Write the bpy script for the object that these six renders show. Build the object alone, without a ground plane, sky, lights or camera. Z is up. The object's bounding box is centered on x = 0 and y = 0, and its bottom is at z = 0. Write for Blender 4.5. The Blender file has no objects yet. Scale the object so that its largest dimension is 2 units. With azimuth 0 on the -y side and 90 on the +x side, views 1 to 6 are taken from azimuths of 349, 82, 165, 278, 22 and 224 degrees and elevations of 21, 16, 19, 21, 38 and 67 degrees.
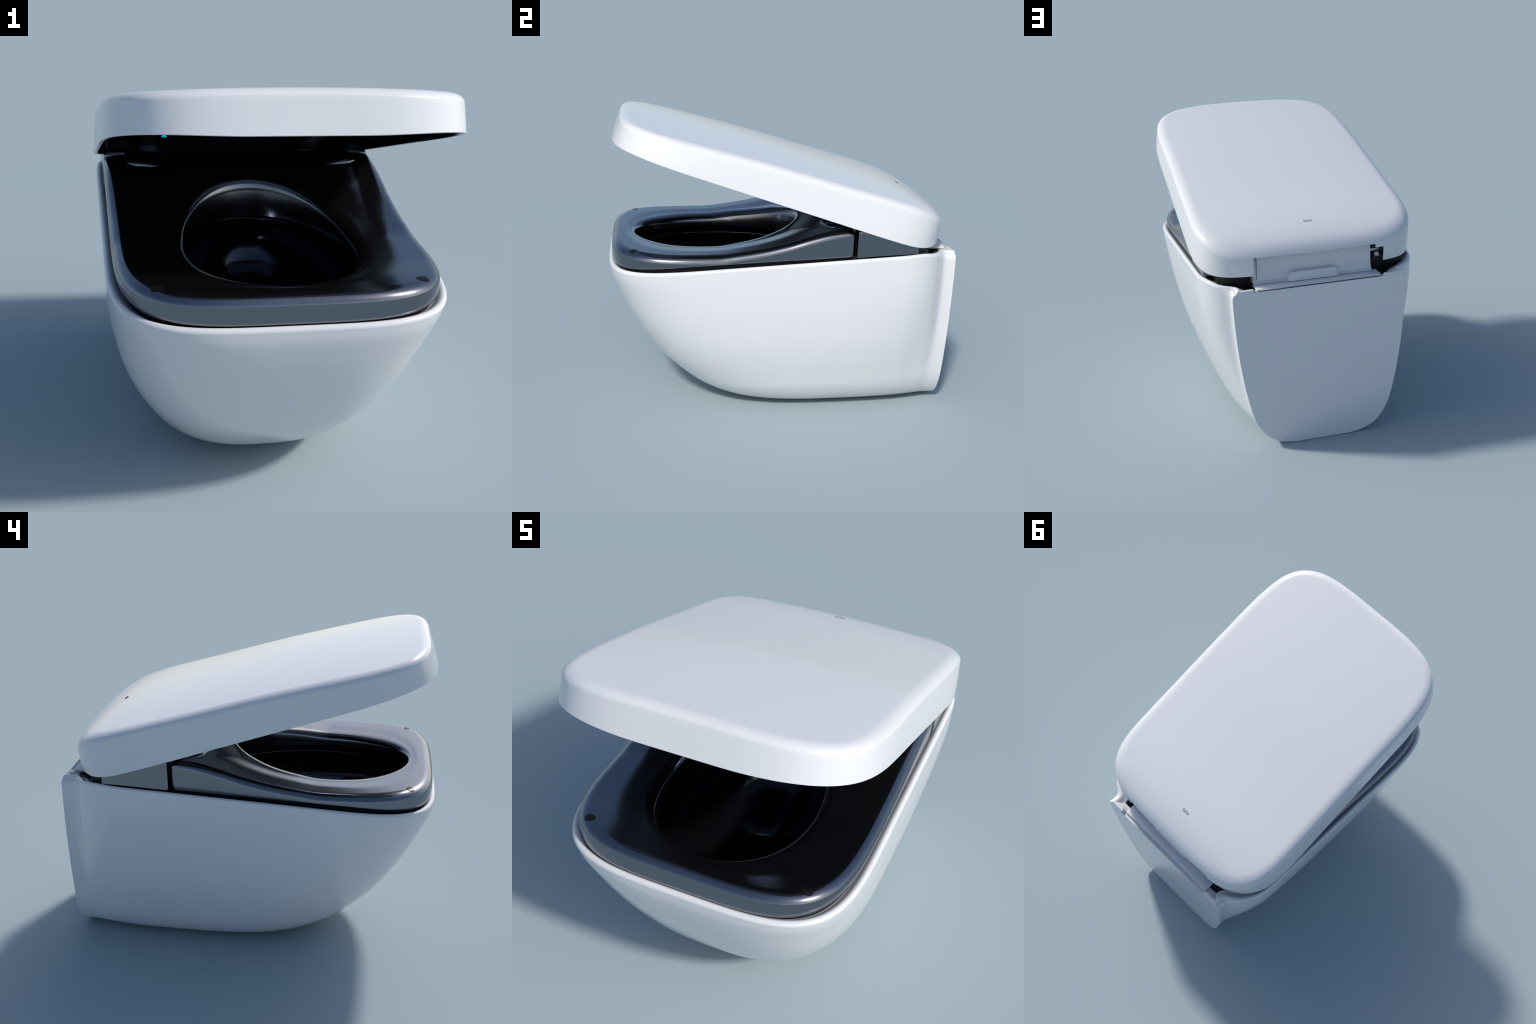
# Wall-hung toilet with a half-open white lid, glossy black seat and interior.
import bpy, math
import numpy as np

# ------------------------------------------------------------------ helpers
def interp(tab, v):
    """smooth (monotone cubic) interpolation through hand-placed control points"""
    x = np.array([p[0] for p in tab], float); y = np.array([p[1] for p in tab], float)
    v = np.clip(np.asarray(v, float), x[0], x[-1])
    h = np.diff(x); d = np.diff(y) / h
    m = np.zeros_like(y); m[0] = d[0]; m[-1] = d[-1]
    for i in range(1, len(x) - 1):
        if d[i-1] * d[i] > 0:
            w1 = 2*h[i] + h[i-1]; w2 = h[i] + 2*h[i-1]
            m[i] = (w1 + w2) / (w1 / d[i-1] + w2 / d[i])
    i = np.clip(np.searchsorted(x, v) - 1, 0, len(h) - 1)
    t = (v - x[i]) / h[i]
    return ((2*t**3 - 3*t**2 + 1)*y[i] + (t**3 - 2*t**2 + t)*h[i]*m[i]
            + (-2*t**3 + 3*t**2)*y[i+1] + (t**3 - t**2)*h[i]*m[i+1])

def smooth01(v):
    v = np.clip(v, 0, 1); return v*v*(3 - 2*v)

def new_object(name, verts, faces, mat, parent=None, angle=35):
    me = bpy.data.meshes.new(name)
    me.from_pydata([tuple(map(float, v)) for v in verts], [], faces)
    me.update(); me.validate()
    me.materials.append(mat)
    me.shade_smooth(); me.set_sharp_from_angle(angle=math.radians(angle))
    ob = bpy.data.objects.new(name, me)
    bpy.context.scene.collection.objects.link(ob)
    if parent: ob.parent = parent
    return ob

def loft(rings, cap_first=False, cap_last=False, close=False, flip=False):
    n = len(rings[0]); verts = np.concatenate(rings); faces = []
    R = len(rings)
    for r in range(R if close else R - 1):
        a = r*n; b = ((r+1) % R)*n
        for i in range(n):
            j = (i+1) % n
            faces.append((a+i, a+j, b+j, b+i))
    if cap_first: faces.append(tuple(range(n-1, -1, -1)))
    if cap_last: faces.append(tuple((R-1)*n + i for i in range(n)))
    if flip: faces = [tuple(reversed(f)) for f in faces]
    return verts, faces

def inward(p2, d, soften=0):
    """offset a closed counter-clockwise 2D loop inward by d"""
    t = np.roll(p2, -1, 0) - np.roll(p2, 1, 0)
    t /= np.maximum(np.linalg.norm(t, axis=1, keepdims=True), 1e-9)
    nrm = np.stack([-t[:, 1], t[:, 0]], 1)
    for _ in range(soften):
        nrm = np.roll(nrm, 1, 0) + 2*nrm + np.roll(nrm, -1, 0)
        nrm /= np.linalg.norm(nrm, axis=1, keepdims=True)
    return p2 + nrm*np.reshape(np.asarray(d, float), (-1, 1))

def mirror_loop(half):
    """half: from front centre (x=0) round the +x side to the back centre -> ccw loop"""
    other = half[1:-1][::-1].copy(); other[:, 0] *= -1
    return np.concatenate([half, other])

def rounded_box(name, lo, hi, r, mat, parent=None, seg=3):
    import bmesh
    bm = bmesh.new(); bmesh.ops.create_cube(bm, size=1.0)
    lo = np.array(lo); hi = np.array(hi)
    for v in bm.verts:
        v.co = [(lo[k] + hi[k])/2 + v.co[k]*(hi[k]-lo[k]) for k in range(3)]
    bmesh.ops.bevel(bm, geom=bm.edges[:], offset=r, segments=seg, profile=.5, affect='EDGES')
    me = bpy.data.meshes.new(name); bm.to_mesh(me); bm.free()
    me.materials.append(mat); me.shade_smooth(); me.set_sharp_from_angle(angle=math.radians(40))
    ob = bpy.data.objects.new(name, me); bpy.context.scene.collection.objects.link(ob)
    if parent: ob.parent = parent
    return ob

def cylinder_x(name, x0, x1, y, z, r, mat, parent, n=40, bevel=.004):
    a = np.linspace(0, 2*np.pi, n, endpoint=False)
    def ring(x, rr): return np.stack([np.full(n, x), y + rr*np.cos(a), z + rr*np.sin(a)], 1)
    v, f = loft([ring(x0, r-bevel), ring(x0+bevel, r), ring(x1-bevel, r), ring(x1, r-bevel)], True, True)
    return new_object(name, v, f, mat, parent)

# ---------------------------------------------------------------- materials
def glossy(name, col, rough, metallic=0., coat=0., ior=1.5, tint_var=.0, grain=0.):
    m = bpy.data.materials.new(name); m.use_nodes = True
    nt = m.node_tree; b = nt.nodes['Principled BSDF']
    b.inputs['Roughness'].default_value = rough
    b.inputs['Metallic'].default_value = metallic
    b.inputs['IOR'].default_value = ior
    b.inputs['Coat Weight'].default_value = coat
    b.inputs['Coat Roughness'].default_value = .03
    tc = nt.nodes.new('ShaderNodeTexCoord')
    nz = nt.nodes.new('ShaderNodeTexNoise'); nz.inputs['Scale'].default_value = 3.0
    nz.inputs['Detail'].default_value = 3
    nt.links.new(tc.outputs['Object'], nz.inputs['Vector'])
    rp = nt.nodes.new('ShaderNodeValToRGB')
    rp.color_ramp.elements[0].position = .3; rp.color_ramp.elements[1].position = .7
    rp.color_ramp.elements[0].color = tuple(c*(1-tint_var) for c in col) + (1,)
    rp.color_ramp.elements[1].color = tuple(col) + (1,)
    nt.links.new(nz.outputs['Fac'], rp.inputs['Fac'])
    nt.links.new(rp.outputs['Color'], b.inputs['Base Color'])
    if grain:
        n2 = nt.nodes.new('ShaderNodeTexNoise'); n2.inputs['Scale'].default_value = 160
        nt.links.new(tc.outputs['Object'], n2.inputs['Vector'])
        bp = nt.nodes.new('ShaderNodeBump'); bp.inputs['Strength'].default_value = grain
        bp.inputs['Distance'].default_value = .001
        nt.links.new(n2.outputs['Fac'], bp.inputs['Height'])
        nt.links.new(bp.outputs['Normal'], b.inputs['Normal'])
    return m

CERAMIC = glossy('white_ceramic', (.68, .692, .715), .15, tint_var=.01)
PLASTIC = glossy('white_plastic', (.70, .712, .735), .17, tint_var=.01)
BLACK = glossy('black_gloss', (.20, .215, .25), .17, metallic=.985, tint_var=.02)
BLACK_BOWL = glossy('black_glazed_interior', (.035, .04, .055), .12, metallic=.92, tint_var=.02)
RUBBER = glossy('black_rubber', (.012, .012, .013), .55)
PAD = glossy('black_pad', (.006, .006, .008), .35, ior=1.25)
STEEL = glossy('hinge_metal', (.45, .46, .48), .3, metallic=1.0)
INK = glossy('grey_print', (.10, .10, .11), .5)
LED = bpy.data.materials.new('cyan_light'); LED.use_nodes = True
_b = LED.node_tree.nodes['Principled BSDF']
_b.inputs['Base Color'].default_value = (.0, .5, .8, 1)
_b.inputs['Emission Color'].default_value = (.0, .55, .9, 1)
_b.inputs['Emission Strength'].default_value = 1.0

# --------------------------------------------------------------------- root
root = bpy.data.objects.new('wall_hung_toilet', None)
bpy.context.scene.collection.objects.link(root)
root['label'] = 'white wall-hung toilet with black seat and half-open lid'
root['category'] = 'toilet'

# ==================================================================== BOWL
RIM_A, RIM_B = .980, .070                    # rim height = A + B*y
def rim_z(y): return RIM_A + RIM_B*np.minimum(y, .75) - .020*smooth01((y-.76)/.17)
WIDTH = 0.655                                # half width at the rim
# half width of the back plate against height
PLATE = [(-.01, .13), (0., .17), (.009, .231), (.028, .290), (.063, .344), (.12, .389), (.19, .423),
         (.311, .455), (.435, .479), (.578, .499), (.73, .514), (.873, .5225), (.97, .525)]
# keel: front-most y against height
KEEL = [(0, .0), (.03, -.305), (.1, -.465), (.2, -.586), (.35, -.721), (.5, -.815), (.7, -.915), (.85, -.972), (.94, -.996), (.98, -1.0)]
# body half width over back plate half width, against height
SWELL = [(0, 1.30), (.04, 1.22), (.1, 1.20), (.2, 1.196), (.35, 1.225), (.5, 1.250), (.7, 1.262), (.98, 1.270)]
# share of that swelling left, from the flank to the back flange
SIDE = [(-1, 1.), (.60, 1.), (.70, .97), (.78, .84), (.84, .63), (.885, .37), (.915, .12),
        (.932, .0), (.945, -.02), (.97, -.02), (1., 0.)]
SIDE_LOW = [(-1, 1.), (.20, 1.), (.45, .92), (.70, .66), (.85, .26), (.932, .0), (.96, -.01), (1., 0.)]
NA, NB, NC = 70, 60, 40                      # samples: front arc, side, back
yb = np.concatenate([np.linspace(0, .6, 20)[:-1], np.linspace(.6, 1, 41)])

def hull_half(t):
    zq = t*.98
    wp = float(interp(PLATE, min(zq, .97))); g = float(interp(SWELL, zq)); w = wp*g
    yf = float(interp(KEEL, zq))
    y0 = -.335 + .61*(1-t)
    n = float(interp([(0, 2.6), (.5, 3.05), (.8, 3.4), (1, 4.0)], t))
    th = np.linspace(0, 1, NA)*np.pi/2
    c = np.cos(th)**(2/n); s = np.sin(th)**(2/n)
    front = np.stack([w*s, y0 - (y0-yf)*c], 1)
    ys = y0 + (1.0-y0)*np.concatenate([np.linspace(0, .55, 14)[1:], np.linspace(.55, 1, 44)[1:]])
    kk = float(smooth01((t-.15)/.75))
    side = np.stack([wp*(1 + (g-1)*(interp(SIDE, ys)*kk + interp(SIDE_LOW, ys)*(1-kk))), ys], 1)
    u = np.array([.993, .985, .975, .96, .94, .92, .90, .85, .80, .765, .75, .735, .72, .70, .6, .5, .4, .3, .2, .1, 0.])
    back = np.stack([wp*u, np.full(len(u), 1.0)], 1)
    return np.concatenate([front, side, back])

def notch(p2, z):
    k = smooth01((.398-np.abs(p2[:, 0]))/.02) * smooth01((p2[:, 1]-.80)/.06)
    return z - k*np.maximum(z - .986, 0)

rings = []
ts = np.concatenate([[0, .004, .01, .02, .035, .055, .08], np.linspace(.11, .94, 40), np.linspace(.943, .985, 12), [.989, .992, .9945, .9965, .998, .9993, 1.0]])
LIP = .016
for t in ts:
    L = mirror_loop(hull_half(t))
    z = t*(rim_z(L[:, 1]) - LIP)
    q = np.clip((z - (rim_z(L[:, 1])-.051))/.035, 0, 1)
    L[:, 0] *= 1 - .05*(1-np.sqrt(1-q*q))*smooth01((L[:, 1]-.88)/.06)
    rings.append(np.column_stack([L, z]))
L = mirror_loop(hull_half(1.0))
L[:, 0] *= 1 - .05*smooth01((L[:, 1]-.88)/.06)
for d, dz in [(.001, -.010), (.004, -.005), (.009, -.0015), (.015, 0), (.022, -.002), (.030, -.007),
              (.038, -.014), (.046, -.020), (.054, -.024), (.062, -.026), (.070, -.040)]:
    q = inward(L, d, 4); z = rim_z(q[:, 1]) + dz
    rings.append(np.column_stack([q, notch(q, z)]))
v, f = loft(rings, cap_first=True)
bowl = new_object('bowl', v, f, CERAMIC, root, 50)

# black glazed interior: hidden deck, then the basin
def egg(cx, hw, yf, yr, n_f, n_r, N, cy):
    """egg outline: half width hw, front yf, rear yr"""
    th = np.linspace(0, 2*np.pi, N, endpoint=False)
    s = np.sin(th); c = np.cos(th)
    x = np.empty(N); y = np.empty(N)
    for i in range(N):
        n = n_f if c[i] > 0 else n_r
        x[i] = hw*np.sign(s[i])*abs(s[i])**(2/n)
        y[i] = cy - (cy-yf)*abs(c[i])**(2/n) if c[i] > 0 else cy + (yr-cy)*abs(c[i])**(2/n)
    return np.stack([x, y], 1)

def polar_resample(loop, centre, angs):
    d = loop - centre; a = np.arctan2(d[:, 0], -d[:, 1]) % (2*np.pi); r = np.hypot(d[:, 0], d[:, 1])
    o = np.argsort(a); a = a[o]; r = r[o]
    rr = np.interp(angs, np.concatenate([a-2*np.pi, a, a+2*np.pi]), np.tile(r, 3))
    return np.stack([centre[0] + rr*np.sin(angs), centre[1] - rr*np.cos(angs)], 1)

ANG = np.linspace(0, 2*np.pi, 360, endpoint=False)
C0 = np.array([0, -.33])
outer_deck = polar_resample(inward(L, .0610, 4), C0, ANG)
rings = [np.column_stack([outer_deck, rim_z(outer_deck[:, 1]) - .0275])]
basin = [(.435, -.91, .30, .905), (.41, -.885, .26, .900), (.40, -.875, .25, .896), (.394, -.868, .244, .886), (.398, -.872, .248, .872), (.42, -.895, .28, .862),
         (.43, -.90, .29, .83), (.425, -.885, .285, .77), (.40, -.835, .265, .70), (.36, -.75, .23, .635), (.30, -.63, .16, .575),
         (.225, -.48, .04, .52), (.165, -.375, -.04, .478), (.145, -.345, -.06, .46), (.135, -.335, -.068, .43), (.125, -.325, -.08, .33)]
for hw, yf, yr, z in basin:
    e = egg(0, hw, yf, yr, 2.0, 2.0, 360, -.33 if z > .3 else (yf+yr)/2)
    rings.append(np.column_stack([e, np.full(360, z)]))
v, f = loft(rings, cap_last=True)
new_object('basin', v, f, BLACK_BOWL, bowl, 50)

# ==================================================================== SEAT
SEAT_W, SEAT_F, SEAT_R = .641, -.986, .378
TOP = [(-1.0, 1.022), (-.85, 1.021), (-.64, 1.017), (-.40, 1.020), (-.25, 1.038), (-.14, 1.056), (0, 1.088),
       (.12, 1.124), (.25, 1.157), (.38, 1.176), (.5, 1.18)]
def seat_bottom(y): return 0.994 + .060*y - .020*smooth01((-.50-y)/.48)
def seat_outline(inset=0.):
    w = SEAT_W - inset; yf = SEAT_F + inset; yr = SEAT_R - inset*.6
    y0 = -.32; n = 3.9
    th = np.linspace(0, np.pi/2, 400)
    fr = np.stack([w*np.sin(th)**(2/n), y0 - (y0-yf)*np.cos(th)**(2/n)], 1)
    rc = .03
    a = np.linspace(0, np.pi/2, 12)
    sd = np.stack([np.full(40, w), np.linspace(y0, yr-rc, 41)[1:]], 1)
    cn = np.stack([w-rc + rc*np.cos(a), yr-rc + rc*np.sin(a)], 1)[1:]
    bk = np.stack([np.linspace(w-rc, 0, 40)[1:], np.full(39, yr)], 1)
    return mirror_loop(np.concatenate([fr, sd, cn, bk]))

NS = 1080
ANGS = np.linspace(0, 2*np.pi, NS, endpoint=False)
HOLE = egg(0, .345, -.845, .118, 2.08, 2.08, NS*2, -.40)
hole = polar_resample(HOLE, C0, ANGS)
def seat_top(p):
    x = np.abs(p[:, 0]); y = p[:, 1]
    return interp(TOP, y) + .008*smooth01((.62-x)/.30)*smooth01((y+.15)/.45)
def ring_between(u, out):  # u=0 outline, 1 hole
    return out*(1-u) + hole*u
O0 = polar_resample(seat_outline(0), C0, ANGS)
rings = []
# underside from hole outwards
hole_base = np.minimum(interp(TOP, hole[:, 1]) - .080, .940)
for u in (.94, .6, .25):
    p = ring_between(u, O0); rings.append(np.column_stack([p, (seat_bottom(p[:, 1]) + .012)*(1-u) + hole_base*u]))
for ins, dz in [(.04, .003), (.014, -.003), (.007, .0)]:
    p = polar_resample(seat_outline(ins), C0, ANGS); rings.append(np.column_stack([p, seat_bottom(p[:, 1]) + dz]))
# outer wall, leaning out a little towards the shoulder
for k in (.08, .25, .5, .75, .9):
    p = polar_resample(seat_outline(.0045*(1-k)**1.8 + .003*k), C0, ANGS)
    zb = seat_bottom(p[:, 1]) + .001; zs = seat_top(p) - .040
    rings.append(np.column_stack([p, zb + (zs-zb)*k]))
R = .050
for k in np.linspace(0, 1, 12):
    a = k*np.pi/2
    p = polar_resample(seat_outline(.003 + R*(1-np.cos(a))), C0, ANGS)
    z = seat_top(p) - .040*(1-np.sin(a))
    rings.append(np.column_stack([p, z]))
Oin = polar_resample(seat_outline(.003+R), C0, ANGS)
rear_w = smooth01((hole[:, 1]+.25)/.35)
US = (.72 + .14*rear_w)[:, None]            # where the flat top turns into the rolled lip
crest = ring_between(US, Oin)
for u in np.linspace(.04, 1, 20):
    p = ring_between(u*US, Oin)
    k = smooth01((u-.40)/.60)
    rings.append(np.column_stack([p, seat_top(p) - (.005 + .012*rear_w)*k]))
# rolled lip into the hole, then the inner skirt
zc = seat_top(crest) - (.005 + .012*rear_w); drop = .036 + .022*rear_w
for k in np.linspace(.08, 1, 12):
    a = k*np.pi/2
    p = crest + (hole-crest)*np.sin(a)
    rings.append(np.column_stack([p, zc - drop*(1-np.cos(a))]))
inner_c = C0 + (hole-C0)*.985
rings.append(np.column_stack([inner_c, zc - drop - .028]))
rings.append(np.column_stack([C0 + (hole-C0)*.99, np.minimum(zc - drop - .034, .945)]))
v, f = loft(rings, close=True)
seat = new_object('seat', v, f, BLACK, root, 40)

# dark skirt closing the gap between the seat and the rim
rr = []
for ins, dz in [(.020, .010), (.020, -.012), (.022, -.045), (.06, -.05), (.06, .010)]:
    p = polar_resample(seat_outline(ins), C0, ANGS); rr.append(np.column_stack([p, seat_bottom(p[:, 1]) + dz]))
v, f = loft(rr, close=True)
new_object('seat_skirt', v, f, PAD, seat, 40)

from mathutils.bvhtree import BVHTree
seat_bvh = BVHTree.FromPolygons([v_.co for v_ in seat.data.vertices], [p_.vertices for p_ in seat.data.polygons])
# small rubber bumpers on the seat's front corners
for sx in (-1, 1):
    a = np.linspace(0, 2*np.pi, 32, endpoint=False)
    rr = []
    for r, dz in [(.0235, -.004), (.0225, .0004), (.017, .0010), (.006, .0012)]:
        x = sx*.495 + r*np.cos(a)*1.15; y = -.853 + r*np.sin(a)*.9
        z = np.array([seat_bvh.ray_cast((x[i], y[i], 1.3), (0, 0, -1))[0].z for i in range(len(a))]) + dz
        rr.append(np.column_stack([x, y, z]))
    v, f = loft(rr, cap_last=True)
    new_object('seat_bumper', v, f, PAD, seat)

# ============================================================ CONTROL UNIT
unit = bpy.data.objects.new('control_unit', None)
bpy.context.scene.collection.objects.link(unit); unit.parent = root
def unit_outline(ins):
    w = .639-ins; y1 = .74
    pts = [(0, .205+ins), (.30, .205+ins), (.42, .212+ins), (.50, .225+ins), (.535-ins*.5, .25+ins),
           (.545-ins, .30), (.545-ins, .37), (.548-ins, .386+ins), (.60-ins, .387+ins), (.632-ins, .390+ins), (w, .40+ins)]
    pts = np.array(pts)
    sd = np.stack([np.full(30, w), np.linspace(.405+ins, y1, 30)], 1)
    bk = np.stack([np.linspace(w, 0, 30)[1:], np.full(29, y1)], 1)
    dense = []
    for p, q in zip(pts[:-1], pts[1:]):
        for k in np.linspace(0, 1, 7)[:-1]: dense.append(p*(1-k) + q*k)
    dense.append(pts[-1])
    return mirror_loop(np.concatenate([np.array(dense), sd, bk]))
def unit_top(p):
    x = np.abs(p[:, 0]); y = p[:, 1]
    base = interp(TOP, np.minimum(y, .38)) - .0
    crown = interp([(.2, .022), (.30, .014), (.40, .006), (.52, .002), (.74, .008)], y)
    dip = .026*smooth01((.50-x)/.25)*smooth01((.34-y)/.15)
    return base + crown*smooth01((.615-x)/.14) - dip
rings = []
o0 = unit_outline(0)
rings.append(np.column_stack([o0, 1.013 + .06*(o0[:, 1]-.386)]))
for k in (.3, .6, .85):
    o = unit_outline(.003*k)
    zb = 1.013 + .06*(o[:, 1]-.386); zt = unit_top(o)-.032
    rings.append(np.column_stack([o, zb + (zt-zb)*k]))
for k in np.linspace(0, 1, 9):
    a = k*np.pi/2; o = unit_outline(.003 + .016*(1-np.cos(a)))
    side_w = smooth01((o[:, 1]-.33)/.04)
    rings.append(np.column_stack([o, unit_top(o) - (.010+.020*side_w)*(1-np.sin(a))]))
oc = unit_outline(.019); cen = np.array([0, .5])
for s in np.linspace(.95, .05, 18):
    o = cen + (oc-cen)*s
    rings.append(np.column_stack([o, unit_top(o)]))
v, f = loft(rings, cap_last=True)
cover = new_object('unit_cover', v, f, BLACK, unit, 35)
# dark hinge core behind the cover
rounded_box('hinge_core', (-.575, .70, .96), (.575, .82, 1.105), .012, RUBBER, unit)
cylinder_x('hinge_pin', -.50, -.30, .845, 1.118, .017, STEEL, unit)
cylinder_x('hinge_pin', .30, .50, .845, 1.118, .017, STEEL, unit)
cylinder_x('hinge_barrel', -.405, -.375, .85, 1.09, .030, STEEL, unit)

# white rear housing: curved rear wall running out into the ledge tray
prof = [(.745, 1.178), (.80, 1.184), (.865, 1.182), (.884, 1.170), (.889, 1.14), (.889, 1.08), (.891, 1.045),
        (.897, 1.022), (.910, 1.0105), (.93, 1.007), (.972, 1.003), (.979, .999), (.978, .993), (.965, .990), (.72, .99)]
def wall_piece(name, x0, x1, pts, mat, parent):
    pts = np.array(pts); b = .004
    cen = pts.mean(0)
    def rg(x, k):
        q = pts + (cen-pts)/np.linalg.norm(cen-pts, axis=1, keepdims=True)*k
        return np.column_stack([np.full(len(q), x), q])
    v, f = loft([rg(x0, b), rg(x0+b, 0), rg(x1-b, 0), rg(x1, b)], True, True)
    return new_object(name, v, f, mat, parent, 30)
housing = wall_piece('rear_housing', -.345, .352, prof[:9] + [(.895, .99), (.72, .99)], PLASTIC, unit)
wall_piece('housing_end_cap', .353, .373, [(.74, 1.17), (.86, 1.17), (.880, 1.155), (.884, 1.12), (.884, .995), (.74, .995)], PLASTIC, unit)
wall_piece('ledge_tray', -.378, .378, [(.88, 1.003), (.955, 1.006), (.972, 1.004), (.9785, .999), (.978, .994), (.965, .9905), (.88, .99)], PLASTIC, unit)
# fillet between housing and tray, with the raised pull-out bump in its middle
xs = np.linspace(-.345, .372, 90)
rows = []
for x in xs:
    k = smooth01((x+.150)/.035)*smooth01((.182-x)/.035)
    pr = []
    for s in np.linspace(0, 1, 14):
        a = s*np.pi/2; r = .022
        y = .889 + r*(1-np.cos(a)); z = 1.0055 + r*(1-np.sin(a)) + .0006
        yb_ = .9 + .022*(s); 
        # bump: a low block 30 mm deep, 40 mm tall
        ty = .889 + .032*smooth01((s-.18)/.35) + .006*s; tz = 1.063 - .055*smooth01((s-.45)/.5)
        pr.append((x, y*(1-k) + ty*k, z*(1-k) + tz*k))
    rows.append(pr)
v = np.array(rows).reshape(-1, 3); m = 14; f = []
for i in range(len(xs)-1):
    for j in range(m-1):
        f.append((i*m+j, i*m+j+1, (i+1)*m+j+1, (i+1)*m+j))
new_object('release_bump', v, f, PLASTIC, unit, 60)
# solid dark block added for the void below the tray edge, and the inner floor
rounded_box('dark_void_block', (-.47, .70, .90), (.47, .93, .972), .01, RUBBER, unit)

# glowing ring on the unit
a = np.linspace(0, 2*np.pi, 48, endpoint=False); rr = []
cx, cy = -.331, .655
for r, dz in [(.0085, -.002), (.0085, .0015), (.0125, .0015), (.0125, -.002)]:
    q = np.stack([cx + r*np.cos(a), cy + r*np.sin(a)], 1)
    rr.append(np.column_stack([q, unit_top(q) + dz]))
v, f = loft(rr, close=True)
new_object('indicator_light', v, f, LED, unit)

# spray nozzle shutter at the back of the basin
rounded_box('spray_nozzle', (-.035, .205, .925), (.035, .30, .965), .012, BLACK, unit)

# ===================================================================== LID
TH = math.atan(.3205)
LA = np.array([0, -math.cos(TH), math.sin(TH)]); LN = np.array([0, math.sin(TH), math.cos(TH)])
LO = np.array([0, .8, 1.304-.3205*.8])
def to_world(x, a, h):
    return LO + np.outer(a, LA) + np.outer(h, LN) + np.outer(x, [1, 0, 0])
LW, LF, LR = .680, 1.859, -.129
def lid_outline(ins, rear_extra=0.):
    lf = LF-ins; lr = LR+ins+rear_extra
    th = np.linspace(0, np.pi/2, 100)
    a0 = 1.15; n = 4.1
    wf = LW-.003-ins
    fr = np.stack([wf*np.sin(th)**(2/n), a0 + (lf-a0)*np.cos(th)**(2/n)], 1)
    a1 = .42; m = 3.7; wr = LW-ins
    sd_a = np.linspace(a0, a1, 40)[1:-1]
    sd = np.stack([wf + (wr-wf)*smooth01((a0-sd_a)/(a0-a1)), sd_a], 1)
    rr = np.stack([wr*np.cos(th)**(2/m), a1 - (a1-lr)*np.sin(th)**(2/m)], 1)
    half = np.concatenate([fr, sd, rr])
    return mirror_loop(half)          # (x, a)
HC = [(-.14, .150), (-.10, .181), (-.06, .203), (-.02, .217), (.04, .230), (.12, .237), (.2, .238), (.3, .236), (.4, .232), (.55, .226),
      (.73, .219), (1.0, .209), (1.25, .194), (1.5, .176), (1.67, .162), (1.8, .150), (1.9, .141)]
def lid_H(x, a):
    return interp(HC, a) - .017*(np.abs(x)/.6)**2.2
def lid_bottom(x, a):
    return .050*np.clip((.15-a)/.255, 0, 1.2)**3 + (-.016)*smooth01((.68-np.abs(x))/.5)*smooth01((a-1.45)/.35)
def lid_shell(off, sag=0.):
    """rings (outline, height) from the wall's bottom edge to the centre; off = depth below the outside"""
    out = []
    base = lid_outline(off); zb = lid_bottom(base[:, 0], base[:, 1])
    rear = smooth01((.30-base[:, 1])/.40)            # softer, wider rounding at the back
    ahead = smooth01((base[:, 1]-1.45)/.35)
    R = .062 + .040*rear - .014*ahead; drop = .036 + .014*rear - .004*ahead
    draft = .012 - .010*ahead
    sag_at = lambda a: sag*(.036 + .020*smooth01((a-.35)/1.1))
    def edge(o): return lid_H(o[:, 0], o[:, 1]) - drop - off - sag_at(o[:, 1])
    for k in np.linspace(0, 1, 8):
        o = inward(base, -draft*k**1.4); zt = edge(o)
        out.append((o, zb + (zt-zb)*k))
    foot = inward(base, -draft)
    for k in np.linspace(.1, 1, 12):
        ang = k*np.pi/2
        o = inward(foot, -R*(1-np.cos(ang)))
        out.append((o, lid_H(o[:, 0], o[:, 1]) - off - sag_at(o[:, 1]) - drop*(1-np.sin(ang))))
    oc = inward(foot, -R); c = np.array([0, .9])
    for s_ in np.concatenate([np.linspace(.97, .1, 24), [.04]]):
        o = c + (oc-c)*s_
        out.append((o, lid_H(o[:, 0], o[:, 1]) - off - sag_at(o[:, 1])))
    return out
def lift(seq): return [to_world(o[:, 0], o[:, 1], z) for o, z in seq]

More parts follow.
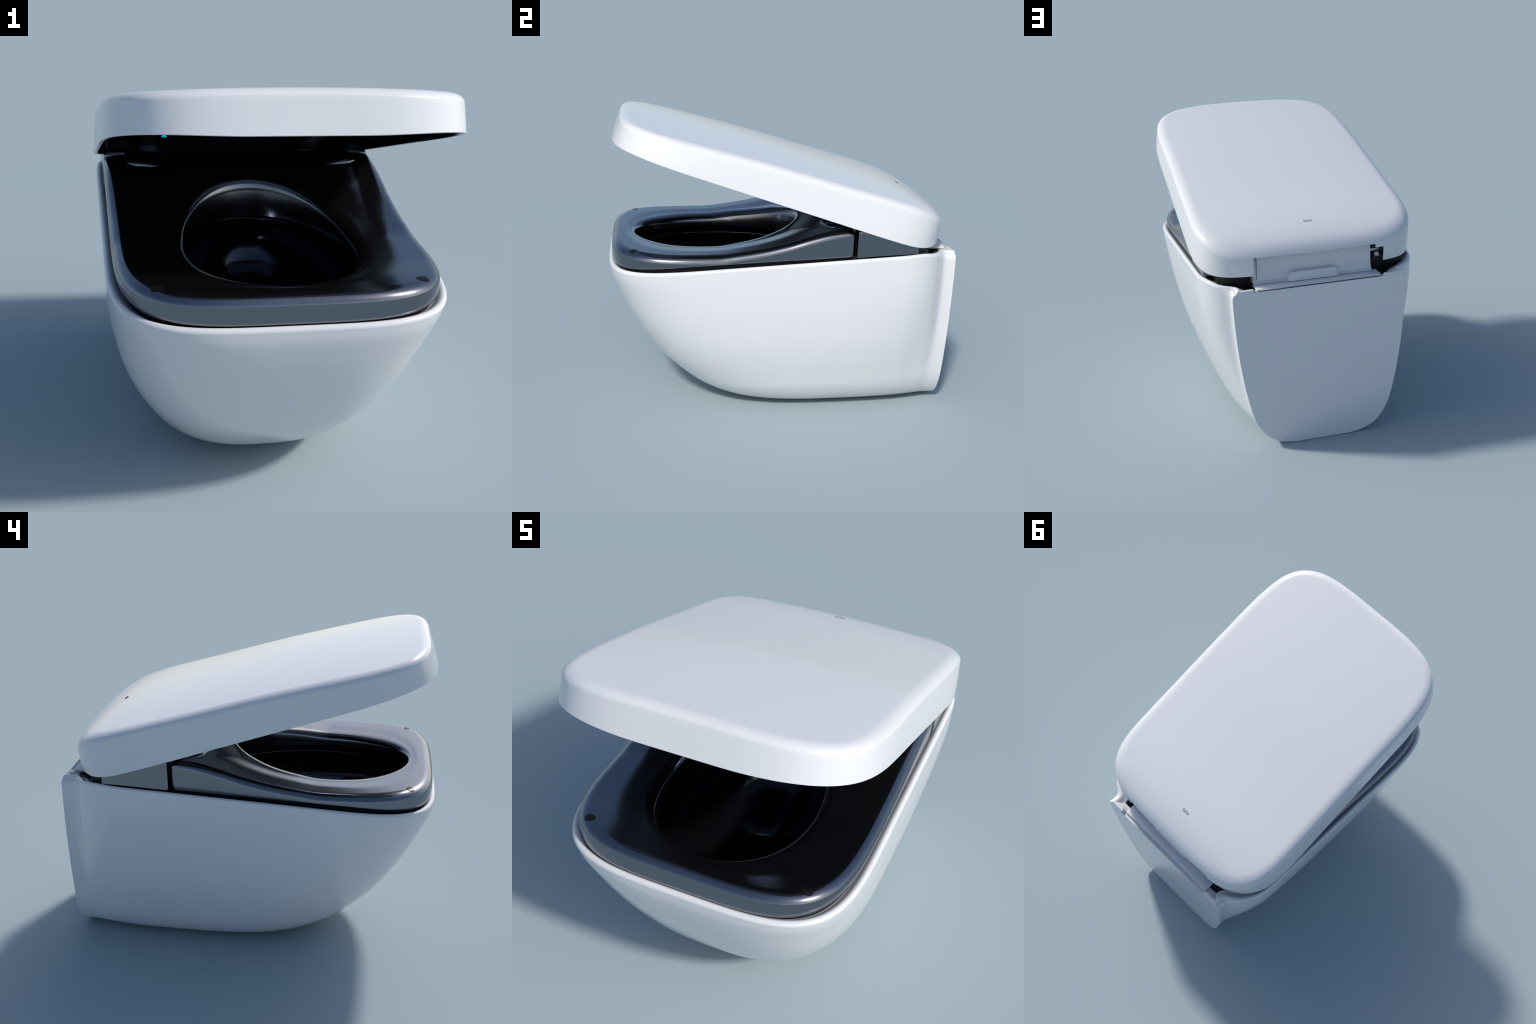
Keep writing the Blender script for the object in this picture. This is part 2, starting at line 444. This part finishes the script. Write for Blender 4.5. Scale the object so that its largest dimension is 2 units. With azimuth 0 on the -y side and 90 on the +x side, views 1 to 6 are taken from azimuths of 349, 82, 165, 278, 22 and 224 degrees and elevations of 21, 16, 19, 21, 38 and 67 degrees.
lid_root = bpy.data.objects.new('lid', None)
bpy.context.scene.collection.objects.link(lid_root); lid_root.parent = root
def lid_solid(name, off0, off1, mat, sag=0.):
    """closed sheet between two depths, with softened bottom edges"""
    inner = lid_shell(off1, sag)[::-1]; outer = lid_shell(off0); b = .002
    seq = inner[:-1] + [(inner[-1][0], inner[-1][1]+b)]
    mid = [(lid_outline(off1-b), b_) for b_ in [lid_bottom(inner[-1][0][:, 0], inner[-1][0][:, 1])]]
    mid += [(lid_outline(off0+b), lid_bottom(outer[0][0][:, 0], outer[0][0][:, 1]))]
    seq = seq + mid + [(outer[0][0], outer[0][1]+b)] + outer[1:]
    v, f = loft(lift(seq), cap_first=True, cap_last=True, flip=True)
    return new_object(name, v, f, mat, lid_root, 45)
shell = lid_solid('lid_shell', 0., .009, PLASTIC)
liner = lid_solid('lid_liner', .0095, .017, BLACK, 1.)

def cut(ob, boxes):
    """cut axis-aligned openings out of a closed part"""
    for lo, hi in boxes:
        c = rounded_box('cutter', lo, hi, .005, ob.data.materials[0])
        md = ob.modifiers.new('cut', 'BOOLEAN'); md.operation = 'DIFFERENCE'; md.object = c; md.solver = 'EXACT'
        dg = bpy.context.evaluated_depsgraph_get(); dg.update()
        me = bpy.data.meshes.new_from_object(ob.evaluated_get(dg))
        ob.modifiers.clear(); ob.data = me
        bpy.data.objects.remove(c)
    ob.data.shade_smooth(); ob.data.set_sharp_from_angle(angle=math.radians(40))
NOTCH = [((-.362, .80, .98), (.378, 1.1, 1.176)), ((-.416, .80, .98), (-.355, 1.1, 1.155))]
cut(shell, NOTCH); cut(liner, NOTCH)

# logo text on the lid
cu = bpy.data.curves.new('brand_mark', 'FONT'); cu.body = 'TOTO'; cu.size = .034; cu.extrude = .0012
cu.align_x = 'CENTER'; cu.align_y = 'CENTER'
t = bpy.data.objects.new('tmp_text', cu); bpy.context.scene.collection.objects.link(t)
dg = bpy.context.evaluated_depsgraph_get()
me = bpy.data.meshes.new_from_object(t.evaluated_get(dg)); me.name = 'brand_mark'
bpy.data.objects.remove(t)
for vv in me.vertices:
    x = vv.co.x*.54; a_ = .121 - vv.co.y*.72
    h = float(lid_H(np.array([x]), np.array([a_]))[0]) + .0004 + vv.co.z*.6
    vv.co = to_world([x], [a_], [h])[0]
me.materials.clear(); me.materials.append(INK)
tx = bpy.data.objects.new('brand_mark', me); bpy.context.scene.collection.objects.link(tx); tx.parent = lid_root
